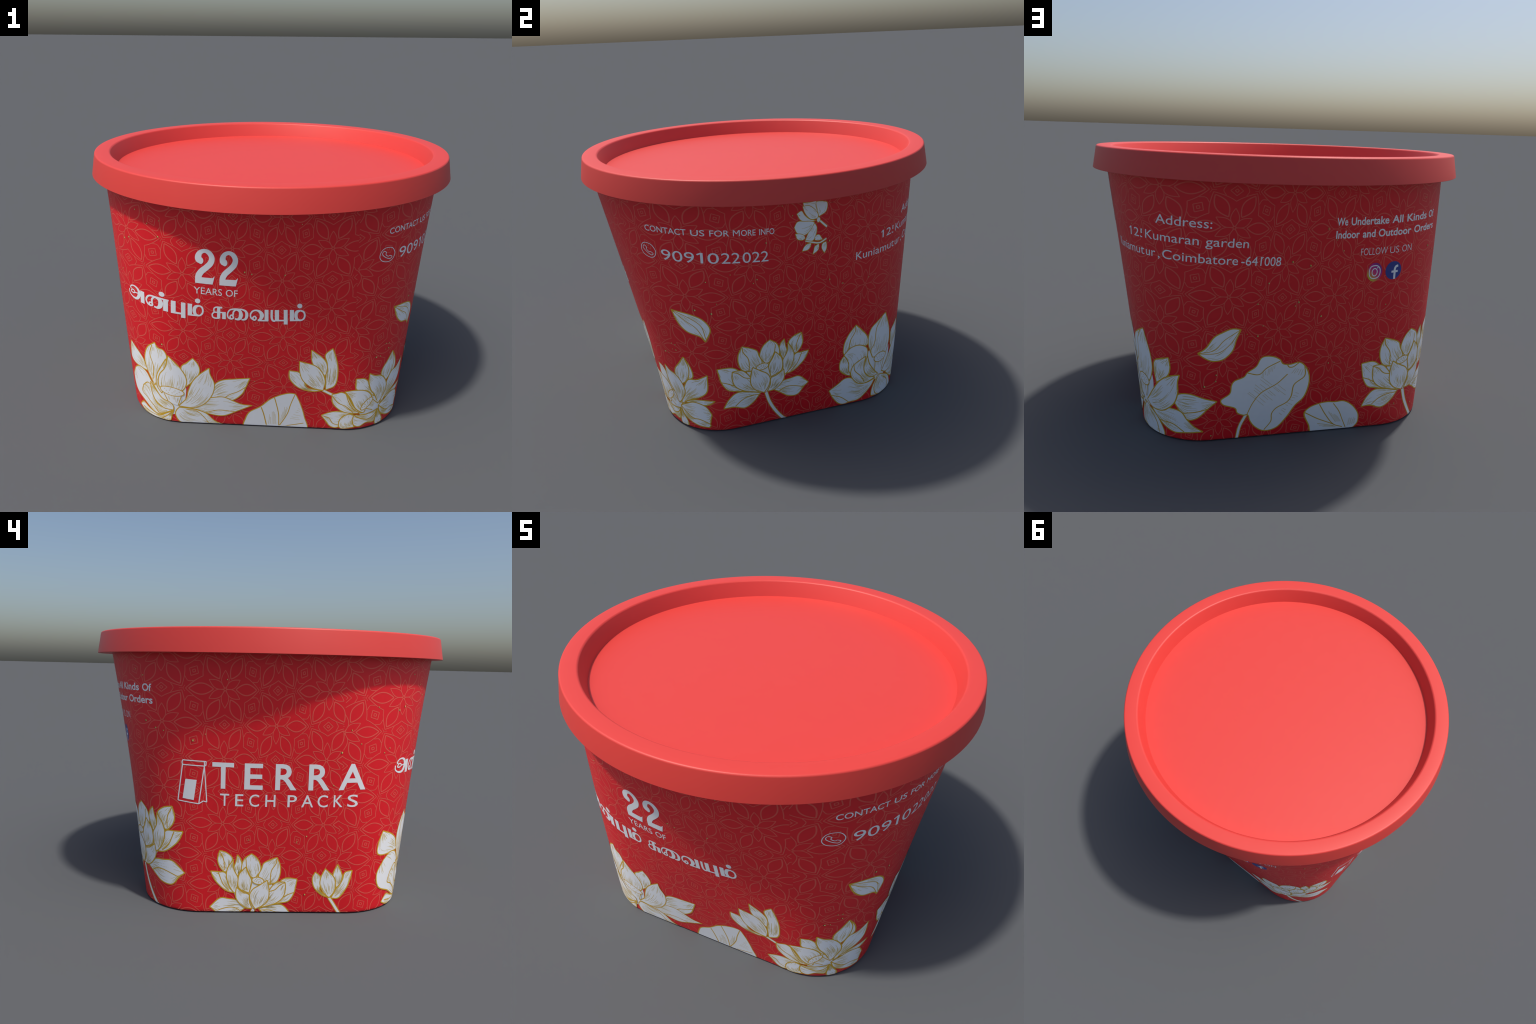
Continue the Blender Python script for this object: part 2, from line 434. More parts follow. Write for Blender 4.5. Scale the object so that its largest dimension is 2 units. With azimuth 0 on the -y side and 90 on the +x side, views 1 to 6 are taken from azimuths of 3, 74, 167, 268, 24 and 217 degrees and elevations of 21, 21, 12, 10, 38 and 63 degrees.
LEANING_LOTUS = [
    ((0.038,0.147), [(0.003,0.191), (0.007,0.23), (0.032,0.268)], (0.065,0.319), [(0.095,0.26), (0.1,0.205), (0.076,0.181)], [(0.069,0.309), (0.084,0.262), (0.081,0.215), (0.071,0.184)]),
    ((0.01,0.009), [(0.048,0.138), (0.076,0.185), (0.116,0.192)], (0.172,0.225), [(0.162,0.119), (0.122,0.081), (0.081,0.062)], []),
    ((0.034,0.032), [(0.081,0.058), (0.135,0.065)], (0.199,0.063), [(0.169,0.039), (0.145,0.033)], []),
    ((-0.028,0.071), [(-0.106,0.127), (-0.132,0.138)], (-0.136,0.207), [(-0.093,0.201), (-0.072,0.18), (-0.063,0.153)], []),
    ((-0.003,0.01), [(-0.024,0.069), (-0.054,0.121), (-0.067,0.178)], (-0.065,0.227), [(-0.039,0.207), (0.003,0.191), (0.038,0.143), (0.045,0.094), (0.023,0.045)], []),
    ((-0.088,-0.024), [(-0.144,-0.02), (-0.192,-0.01), (-0.234,0.02), (-0.259,0.059)], (-0.262,0.112), [(-0.24,0.116), (-0.209,0.125), (-0.185,0.112), (-0.16,0.06), (-0.124,0)], [(-0.258,0.099), (-0.228,0.055), (-0.186,0.03), (-0.144,-0.015)]),
    ((-0.081,-0.017), [(-0.088,-0.024), (-0.131,0.01), (-0.154,0.063), (-0.168,0.094)], (-0.192,0.129), [(-0.14,0.134), (-0.089,0.124), (-0.06,0.102), (-0.047,0.073)], [(-0.185,0.112), (-0.17,0.06), (-0.142,0.006), (-0.109,-0.02)]),
    ((0.004,-0.002), [(0.054,0.03), (0.09,0.044), (0.148,0.025)], (0.176,-0.025), [(0.169,-0.055), (0.157,-0.092), (0.075,-0.068), (0.024,-0.041)], []),
    ((0.003,-0.005), [(0.069,-0.064), (0.108,-0.065), (0.165,-0.094)], (0.155,-0.112), [(0.096,-0.106), (0.044,-0.082), (0.017,-0.055)], []),
    ((-0.004,-0.02), [(0.017,-0.06), (0.038,-0.116)], (0.025,-0.125), [(-0.011,-0.122), (-0.014,-0.094), (-0.005,-0.054)], []),
    'pod',
    ((-0.14,-0.033), [(-0.151,-0.024), (-0.192,-0.01), (-0.238,-0.004), (-0.283,-0.015)], (-0.326,-0.034), [(-0.306,-0.063), (-0.274,-0.108), (-0.243,-0.12), (-0.217,-0.11)], [(-0.318,-0.036), (-0.278,-0.053), (-0.255,-0.089), (-0.221,-0.101)]),
    ((-0.133,-0.115), [(-0.213,-0.12), (-0.221,-0.083), (-0.198,-0.037)], (-0.164,-0.023), [(-0.138,-0.034), (-0.148,-0.064), (-0.143,-0.095)], []),
    ((-0.008,-0.027), [(-0.022,-0.1), (-0.069,-0.096), (-0.108,-0.115), (-0.137,-0.105)], (-0.148,-0.064), [(-0.137,-0.036), (-0.097,-0.064), (-0.059,-0.072), (-0.026,-0.055)], []),
    ((-0.142,-0.031), [(-0.108,-0.057), (-0.063,-0.074), (-0.025,-0.059)], (-0.004,-0.024), [(-0.043,-0.034), (-0.087,-0.037)], []),
]
CORNER_LOTUS = [
    ((-0.015,-0.01), [(-0.041,-0.049), (-0.061,-0.097), (-0.059,-0.14)], (-0.025,-0.146), [(0.072,-0.161), (0.119,-0.141), (0.072,-0.061)], []),
    ((-0.002,-0.013), [(-0.039,-0.071), (-0.029,-0.135), (0.029,-0.157)], (0.094,-0.162), [(0.128,-0.15), (0.092,-0.072), (0.042,-0.034)], [(0.034,-0.047), (0.08,-0.099), (0.094,-0.157)]),
    ((-0.226,0.215), [(-0.264,0.2), (-0.267,0.259), (-0.242,0.319)], (-0.194,0.373), [(-0.152,0.329), (-0.116,0.277), (-0.111,0.228)], [(-0.197,0.369), (-0.197,0.332), (-0.225,0.282), (-0.231,0.226)]),
    ((-0.072,0.128), [(-0.108,0.227), (-0.107,0.284), (-0.091,0.325), (-0.053,0.352)], (0.006,0.384), [(0.023,0.342), (0.055,0.251), (0.059,0.173), (0.023,0.105)], [(-0.017,0.374), (-0.055,0.312), (-0.063,0.221), (-0.093,0.174)]),
    ((0.085,0.123), [(0.073,0.188), (0.078,0.238)], (0.152,0.275), [(0.16,0.223), (0.148,0.178)], []),
    ((0.183,0.04), [(0.198,0.089), (0.249,0.101), (0.323,0.08)], (0.382,0.064), [(0.344,0.028), (0.291,-0.029), (0.246,-0.04)], [(0.34,0.024), (0.289,0.006), (0.226,-0.007)]),
    ((0.049,-0.027), [(0.151,0.007), (0.215,-0.002), (0.242,-0.038), (0.277,-0.075)], (0.324,-0.104), [(0.232,-0.115), (0.184,-0.12), (0.131,-0.099), (0.098,-0.074)], [(0.232,-0.111), (0.175,-0.077), (0.103,-0.075)]),
    ((0.009,0.003), [(0.027,0.026), (0.068,0.087), (0.105,0.139), (0.152,0.176)], (0.204,0.195), [(0.196,0.155), (0.198,0.104), (0.183,0.044), (0.151,0.005), (0.11,-0.021), (0.049,-0.022)], []),
    ((-0.213,0.044), [(-0.251,0.061), (-0.286,0.096), (-0.289,0.152)], (-0.263,0.19), [(-0.225,0.132), (-0.22,0.081)], []),
    ((-0.128,0.037), [(-0.219,0.066), (-0.23,0.133)], (-0.264,0.195), [(-0.222,0.231), (-0.165,0.237), (-0.116,0.206), (-0.107,0.169), (-0.119,0.109)], []),
    ((-0.043,-0.023), [(-0.114,-0.033), (-0.168,-0.008), (-0.209,0.028), (-0.249,0.032), (-0.298,0.002)], (-0.356,-0.031), [(-0.324,-0.091), (-0.27,-0.144), (-0.198,-0.142), (-0.15,-0.138), (-0.104,-0.103), (-0.067,-0.064)], [(-0.341,-0.066), (-0.273,-0.093), (-0.214,-0.141)]),
    ((-0.043,-0.018), [(-0.138,-0.031), (-0.188,0.007), (-0.211,0.059), (-0.195,0.11)], (-0.12,0.151), [(-0.122,0.086), (-0.093,0.017)], [(-0.192,0.109), (-0.185,0.072), (-0.141,0.021), (-0.117,-0.024)]),
    'pod',
    ((-0.022,-0.002), [(-0.077,-0.002), (-0.12,0.045), (-0.125,0.096)], (-0.108,0.15), [(-0.092,0.096), (-0.059,0.042)], []),
]
LOTUS_BUD = [
    ((0.01,-0.002), [(0.038,0.054), (0.066,0.099), (0.077,0.14)], (0.114,0.151), [(0.107,0.108), (0.091,0.058), (0.051,0)], []),
    ((0.034,0.054), [(0.033,0.067), (0.016,0.109), (0.016,0.141)], (0.036,0.184), [(0.059,0.14), (0.066,0.108), (0.055,0.076)], []),
    ((-0.005,0.002), [(-0.044,0.016), (-0.09,0.058), (-0.103,0.109)], (-0.088,0.143), [(-0.055,0.118), (-0.048,0.091), (-0.055,0.044)], []),
    ((0,0), [(-0.035,0.03), (-0.057,0.077), (-0.052,0.118)], (-0.031,0.162), [(0.021,0.113), (0.032,0.077), (0.026,0.035)], []),
]
BLOSSOM_BRANCH = [
    ((-0.001,0.027), [(-0.064,0.065), (-0.087,0.083)], (-0.091,0.097), [(-0.05,0.096), (-0.004,0.095), (0.004,0.058)], []),
    ((0.009,0.018), [(-0.002,0.053), (-0.011,0.093)], (0.028,0.094), [(0.059,0.083), (0.054,0.041)], []),
    ((0.003,0.01), [(-0.04,0.01), (-0.079,0.046)], (-0.093,0.079), [(-0.055,0.08), (-0.009,0.049), (0.005,0.026)], []),
    ((-0.007,0.001), [(-0.058,-0.007), (-0.103,0.012)], (-0.127,0.045), [(-0.099,0.058), (-0.079,0.035), (-0.046,0.011)], []),
    ((-0.016,-0.011), [(-0.025,-0.024), (-0.053,-0.058)], (-0.071,-0.095), [(-0.022,-0.101), (-0.001,-0.059), (-0.002,-0.032)], []),
    ((-0.016,-0.009), [(-0.044,-0.049), (-0.075,-0.067), (-0.12,-0.054)], (-0.14,-0.022), [(-0.122,0.005), (-0.078,0.004), (-0.033,-0.001)], []),
    ((-0.071,-0.084), [(-0.087,-0.092), (-0.119,-0.084)], (-0.133,-0.055), [(-0.101,-0.058), (-0.078,-0.069)], []),
    ((-0.012,-0.101), [(-0.01,-0.08), (0.013,-0.074)], (0.038,-0.103), [(0.011,-0.105)], []),
    ((-0.033,-0.113), [(-0.06,-0.115), (-0.079,-0.132)], (-0.088,-0.151), [(-0.053,-0.147), (-0.037,-0.132)], []),
    ((0.015,-0.122), [(-0.011,-0.133), (-0.016,-0.152)], (-0.022,-0.175), [(0.007,-0.16), (0.016,-0.145)], []),
    ((0.06,-0.117), [(0.039,-0.123), (0.033,-0.147)], (0.052,-0.178), [(0.064,-0.157), (0.065,-0.135)], []),
]

OUTLINE, INNER = .0060, .0052


def similarity(org, scale=1., rot=0., mirror=False):
    c, s = math.cos(math.radians(rot)) * scale, math.sin(math.radians(rot)) * scale
    m = np.array([[c, s], [-s, c]])

    def f(p):
        p = np.asarray(p, float)[..., :2]
        if mirror:
            p = p * [-1, 1]
        return p @ m + np.asarray(org)
    return f


def draw_petal(pr, T, base, sa, tip, sb, fold=(), hatch=9, edge=None):
    a = spline(T([base] + list(sa) + [tip]), .005)
    b = spline(T([base] + list(sb)[::-1] + [tip]), .005)
    n = max(len(a), len(b))
    a, b = resample(a, n), resample(b, n)
    wid = np.linalg.norm(a - b, axis=1).max()
    pr.up()
    pr.grid(a, b, max(3, int(wid / .006)), PRINT_WHITE)
    pr.up()
    for _ in range(hatch):                       # fine strokes that follow the petal
        v = rng.uniform(.06, .94)
        if rng.random() < .75:
            s0 = rng.uniform(.12, .36)
            s1 = s0 + rng.uniform(.10, .28)
        else:
            s1 = rng.uniform(.82, .94)
            s0 = s1 - rng.uniform(.10, .24)
        i = np.linspace(s0 * (n - 1), s1 * (n - 1), 8)
        k = np.arange(n)
        p = np.stack([np.interp(i, k, a[:, d]) * (1 - v) + np.interp(i, k, b[:, d]) * v for d in (0, 1)], -1)
        pr.line(p, np.array([.0014, .0020, .0021, .0020, .0019, .0017, .0014, .0009]), HATCH)
    pr.up()
    if len(fold):
        pr.line(spline(T(fold), .005), INNER, GOLD)
        pr.up()
    pr.line(a, edge or OUTLINE, GOLD)
    pr.up(.3)
    pr.line(b, edge or OUTLINE, GOLD)


def draw_pod(pr, T, ends, width, cup=None):
    e = T(ends)
    c, d = (e[0] + e[1]) / 2, e[1] - e[0]
    L, rot = np.linalg.norm(d) / 2, math.atan2(d[1], d[0])
    if cup is not None:
        q = T(cup)
        pr.up()
        pr.polygon([spline(q, .006, closed=True)], PRINT_WHITE)
        pr.up()
        for k in range(14):
            s = rng.uniform(.1, .9)
            p0, p1 = q[0] * (1 - s) + q[1] * s, q[3] * (1 - s) + q[2] * s
            w0 = rng.uniform(.05, .3)
            pr.line(spline([p0 + (p1 - p0) * w0, p0 + (p1 - p0) * (w0 + rng.uniform(.3, .6))], .004), .0016, HATCH)
        pr.up()
        pr.line(spline([q[0], q[3]], .005), INNER, GOLD)
        pr.line(spline([q[1], q[2]], .005), INNER, GOLD)
    pr.up()
    ring = pr.disc(c, L, width, PRINT_WHITE, rot)
    pr.up()
    pr.line(ring, INNER, GOLD, closed=True)
    for k in range(11):
        r, t = .72 * math.sqrt((k + .6) / 11), k * 2.4
        o = np.array([L * r * math.cos(t), width * r * math.sin(t)])
        o = np.array([o[0] * math.cos(rot) - o[1] * math.sin(rot), o[0] * math.sin(rot) + o[1] * math.cos(rot)]) + c
        pr.disc(o, .0034, .0026, HATCH, 0, .02)


def draw_stem(pr, T, pts, width, edge=.0045):
    c = spline(T(pts), .006)
    pr.up()
    pr.line(c, width + 2 * edge, GOLD)
    pr.up()
    pr.line(c, width, PRINT_WHITE)


INKS = [PRINT_WHITE, GOLD, HATCH]


def flower(name, motif, T, pod=None, pod_width=.03, cup=None, stem=None, stem_width=.016, hatch=42, back=None):
    pr = Print()
    if stem is not None:
        draw_stem(pr, T, stem, stem_width)
    if back is not None:                         # white heart behind the petals
        pr.polygon([spline(T(back), .008, closed=True)], PRINT_WHITE)
    for p in motif:
        if p == 'pod':
            draw_pod(pr, T, pod, pod_width, cup)
        else:
            draw_petal(pr, T, *p, hatch=hatch)
    return pr.build(name, INKS, body)


OPEN_BACK = [(-.10, .03), (-.11, .14), (-.03, .23), (.09, .22), (.14, .12), (.05, .01)]
WIDE_BACK = [(-.15, .04), (-.11, .18), (-.03, .26), (.05, .18), (.05, .05), (.02, -.03), (-.06, -.06)]
OPEN_POD = [(-.053, .168), (.021, .180)]
OPEN_STEM = [(.007, -.001), (.029, -.068), (.068, -.138), (.117, -.200), (.150, -.225)]
flower('lotus_print', OPEN_LOTUS, similarity((2.528, .213)), OPEN_POD, .0195, None, OPEN_STEM, back=OPEN_BACK)
flower('lotus_print', OPEN_LOTUS, similarity((-.780, .196), 1.02), OPEN_POD, .0195, None, OPEN_STEM, back=OPEN_BACK)
flower('lotus_print', OPEN_LOTUS, similarity((-.107, .020), .92, 0, True), OPEN_POD, .0195, None, OPEN_STEM, back=OPEN_BACK)
WIDE_POD, WIDE_CUP = [(-.088, .112), (.046, .098)], [(-.066, .082), (.030, .078), (.013, .018), (-.045, .036)]
flower('lotus_print', WIDE_LOTUS, similarity((.884, .109)), WIDE_POD, .028, WIDE_CUP, hatch=48, back=WIDE_BACK)
flower('lotus_print', CORNER_LOTUS, similarity((-2.214, .160)), [(-.059, .113), (.033, .103)], .030,
       [(-.050, .098), (.022, .090), (.004, .020), (-.050, .030)], hatch=48, back=[(-.13, .04), (-.10, .18), (.0, .22), (.06, .15), (.05, .02), (.0, -.05), (-.06, -.02)])
flower('lotus_print', LEANING_LOTUS, similarity((2.047, .135)), [(-.101, -.003), (-.040, .067)], .018,
       [(-.092, .010), (-.045, .060), (-.002, .012), (-.035, -.018)], hatch=42, back=[(-.12, .02), (-.08, .08), (-.02, .12), (.03, .06), (.02, -.02), (-.05, -.05), (-.10, -.04)])
BUD_STEM = [(-.001, .002), (.025, -.035), (.055, -.080), (.075, -.110)]
flower('lotus_bud_print', LOTUS_BUD, similarity((.323, .087)), stem=BUD_STEM, stem_width=.012)
flower('lotus_bud_print', LOTUS_BUD, similarity((1.732, .273), 1.46, 26), stem=BUD_STEM[:3], stem_width=.012)

# flowering twig cut off by the edge of the sheet, under the lid
twig = Print()
T = similarity((2.830, 1.178))
draw_stem(twig, T, [(-.070, -.098), (-.020, -.112), (.020, -.118), (.062, -.102)], .006, .003)
draw_stem(twig, T, [(.014, -.001), (.062, -.040)], .008, .003)
for p in BLOSSOM_BRANCH:
    draw_petal(twig, T, *p, hatch=7, edge=.0034)
twig.up()
ring = twig.disc(T((.007, .003)), .011, .013, PRINT_WHITE)
twig.up()
twig.line(ring, .003, GOLD, closed=True)
twig.build('blossom_twig_print', INKS, body)


def leaf(name, outline, folds, strokes, stem=None):
    pr = Print()
    one = similarity((0, 0))
    if stem:
        draw_stem(pr, one, stem, .014)
    c = spline(outline, .006, closed=True)
    pr.up()
    pr.polygon([c], PRINT_WHITE, .010)
    pr.up()
    for p0, p1, n in strokes:                    # fans of fine strokes between two folds
        p0, p1 = np.array(p0), np.array(p1)
        for k in range(n):
            s = (k + rng.uniform(.2, .8)) / n
            q0, q1 = p0[0] * (1 - s) + p0[1] * s, p1[0] * (1 - s) + p1[1] * s
            q1 = q0 + (q1 - q0) * rng.uniform(.5, 1.)
            pr.line(spline([q0, q1], .005), .0019, HATCH)
    pr.up()
    for f in folds:
        pr.line(spline(f, .005), INNER, GOLD)
    pr.up()
    pr.line(c, OUTLINE, GOLD, closed=True)
    return pr.build(name, INKS, body)


leaf('lily_pad_print', [(1.299, -.010), (1.304, .053), (1.323, .102), (1.375, .147), (1.420, .201), (1.469, .233),
                        (1.524, .249), (1.558, .244), (1.577, .209), (1.600, .142), (1.614, .082), (1.627, -.010)],
     [[(1.379, .143), (1.390, .097), (1.404, .005)], [(1.463, .005), (1.462, .102), (1.450, .180), (1.443, .215)],
      [(1.463, .007), (1.511, .105), (1.530, .170), (1.556, .238)], [(1.463, .005), (1.540, .022), (1.607, .037)]],
     [([(1.412, .02), (1.452, .02)], [(1.420, .12), (1.445, .13)], 6), ([(1.47, .03), (1.50, .09)], [(1.48, .15), (1.52, .16)], 6),
      ([(1.52, .06), (1.58, .15)], [(1.60, .05), (1.59, .14)], 6)])
leaf('lily_pad_print', [(-1.357, .121), (-1.335, .153), (-1.289, .172), (-1.245, .178), (-1.197, .174), (-1.142, .175),
                        (-1.087, .146), (-1.046, .098), (-1.039, .072), (-1.043, .033), (-1.070, .008), (-1.117, -.004),
                        (-1.314, -.008), (-1.332, .045)],
     [[(-1.118, .008), (-1.143, .061), (-1.167, .113), (-1.206, .165)], [(-1.140, .015), (-1.197, .036), (-1.249, .101), (-1.286, .167)],
      [(-1.197, .036), (-1.291, .080), (-1.354, .123)]],
     [([(-1.11, .02), (-1.06, .03)], [(-1.10, .08), (-1.05, .08)], 8), ([(-1.15, .05), (-1.19, .05)], [(-1.20, .12), (-1.24, .12)], 7),
      ([(-1.18, .02), (-1.20, .03)], [(-1.31, .03), (-1.31, .06)], 5)])
leaf('lotus_leaf_print', [(-1.679, .137), (-1.719, .154), (-1.730, .178), (-1.802, .205), (-1.814, .228), (-1.769, .266),
                          (-1.764, .311), (-1.753, .332), (-1.698, .356), (-1.683, .378), (-1.636, .410), (-1.609, .457),
                          (-1.555, .463), (-1.503, .443), (-1.486, .420), (-1.452, .413), (-1.402, .422), (-1.373, .398),
                          (-1.351, .346), (-1.349, .291), (-1.368, .218), (-1.403, .174), (-1.438, .106), (-1.484, .047),
                          (-1.548, .035), (-1.604, .064), (-1.637, .101), (-1.655, .138)],
     [[(-1.660, .138), (-1.630, .208), (-1.589, .260), (-1.504, .309), (-1.455, .359)],
      [(-1.680, .375), (-1.612, .365), (-1.574, .398), (-1.502, .434)],
      [(-1.375, .398), (-1.372, .343), (-1.417, .297), (-1.426, .228), (-1.443, .197), (-1.496, .164), (-1.515, .133), (-1.514, .090), (-1.547, .040)],
      [(-1.462, .414), (-1.450, .398), (-1.432, .398), (-1.405, .420)]],
     [([(-1.62, .22), (-1.49, .31)], [(-1.57, .18), (-1.42, .25)], 9), ([(-1.63, .22), (-1.52, .31)], [(-1.70, .27), (-1.59, .36)], 8),
      ([(-1.60, .37), (-1.52, .42)], [(-1.60, .33), (-1.52, .38)], 8), ([(-1.40, .26), (-1.48, .13)], [(-1.37, .25), (-1.46, .11)], 9),
      ([(-1.42, .39), (-1.38, .38)], [(-1.44, .36), (-1.39, .34)], 5)],
     [(-1.665, .140), (-1.696, .072), (-1.708, -.02)])

# loose petals drifting above the flowers
for base, sa, tip, sb, folds in (
        ((2.089, .725), [(2.172, .713), (2.223, .689), (2.253, .636)], (2.227, .563), [(2.206, .591), (2.148, .613), (2.111, .659)],
         [[(2.09, .722), (2.150, .672), (2.190, .640), (2.225, .570)], [(2.09, .722), (2.160, .695), (2.212, .655), (2.230, .580)]]),
        ((-1.933, .479), [(-1.900, .508), (-1.865, .567), (-1.828, .592), (-1.785, .611)], (-1.741, .608),
         [(-1.760, .555), (-1.775, .497), (-1.819, .451), (-1.869, .443), (-1.905, .458)],
         [[(-1.93, .479), (-1.860, .500), (-1.820, .550), (-1.745, .606)], [(-1.93, .477), (-1.840, .487), (-1.790, .530), (-1.745, .604)]])):
    pr = Print()
    draw_petal(pr, similarity((0, 0)), base, sa, tip, sb, hatch=16)
    for f in folds:
        pr.up()
        pr.line(spline(f, .005), .0036, GOLD)
    pr.build('loose_petal_print', INKS, body)

# ------------------------------------------------------------------ lettering
def glyph_mesh(text, weight):
    cu = bpy.data.curves.new('lettering', 'FONT')
    cu.body = text
    cu.resolution_u = 4
    cu.offset = weight
    ob = bpy.data.objects.new('lettering', cu)
    bpy.context.scene.collection.objects.link(ob)
    bpy.context.view_layer.update()
    me = ob.evaluated_get(bpy.context.evaluated_depsgraph_get()).to_mesh()
    v = np.array([x.co[:2] for x in me.vertices])
    f = [tuple(p.vertices) for p in me.polygons]
    bpy.data.objects.remove(ob)
    bpy.data.curves.remove(cu)
    return v, f


CAP = {}


def word(pr, text, x0, x1, z0, cap, weight=0., cut=None, slant=0.):
    """One word stretched between x0 and x1, baseline z0, capitals of height cap."""
    if weight not in CAP:
        h, _ = glyph_mesh('H', weight)
        CAP[weight] = (h[:, 1].min(), np.ptp(h[:, 1]))
    v, f = glyph_mesh(text, weight)
    lo, hi = v[:, 0].min(), v[:, 0].max()
    p = np.stack([x0 + (v[:, 0] - lo) / (hi - lo) * (x1 - x0), z0 + (v[:, 1] - CAP[weight][0]) / CAP[weight][1] * cap], -1)
    p[:, 0] += slant * (p[:, 1] - z0)
    pr.sliced(p, f, LETTER, .012, cut)


def letters(pr, spec, z0, cap, weight):
    for text, x0, x1 in spec:
        word(pr, text, x0, x1, z0, cap, weight)


logo = Print()
letters(logo, [('T', -.357, -.246), ('E', -.188, -.085), ('R', -.015, .106), ('R', .173, .291), ('A', .339, .474)], .660, .129, .016)
letters(logo, [('T', -.316, -.268), ('E', -.235, -.190), ('C', -.158, -.102), ('H', -.067, -.010), ('P', .058, .111),
               ('A', .137, .204), ('C', .228, .285), ('K', .316, .364), ('S', .388, .441)], .574, .061, .004)
for path in ([(-.496, .7907), (-.387, .790), (-.388, .771), (-.394, .7672), (-.497, .7682), (-.4993, .780), (-.496, .7907)],
             [(-.497, .7682), (-.5206, .588), (-.4213, .578)], [(-.4213, .578), (-.3953, .7672)], [(-.3953, .7672), (-.3825, .589)],
             [(-.3825, .589), (-.3995, .5936), (-.4213, .578)], [(-.3955, .7895), (-.3945, .767)]):
    for p, q in zip(path, path[1:]):
        logo.up()
        logo.line(spline([p, q], .006), .0050, LETTER)
logo.polygon([[(-.484, .698), (-.431, .697), (-.445, .595), (-.498, .601)]], LETTER)
logo.build('logo_lettering', [LETTER], body)

slogan = Print()
TWO = [(.0334, .1174, .0208), (.0203, .1270, .0351), (.0175, .1433, .0341), (.0278, .1655, .0246), (.0524, .1763, .0199),
       (.0774, .1669, .0265), (.0922, .1435, .0313), (.0865, .1171, .0322), (.0622, .0905, .0313), (.0333, .0649, .0322),
       (.0190, .0404, .0341), (.0176, .0250, .0360)]
for x in (1.000, 1.138):
    c = spline(np.array(TWO) * [1, 1, 1] + [x, .904, 0], .003)
    slogan.up()
    slogan.line(c, c[:, 2], LETTER)
    slogan.up()
    slogan.disc((x + .0300, 1.0275), .0150, .0180, LETTER)
    slogan.up()
    slogan.polygon([np.array([(0, 0), (.098, 0), (.110, .047), (.098, .035), (.0352, .034), (0, .034)]) + [x, .904]], LETTER)
letters(slogan, [('YEARS', .992, 1.154), ('OF', 1.177, 1.248)], .845, .037, 0.)

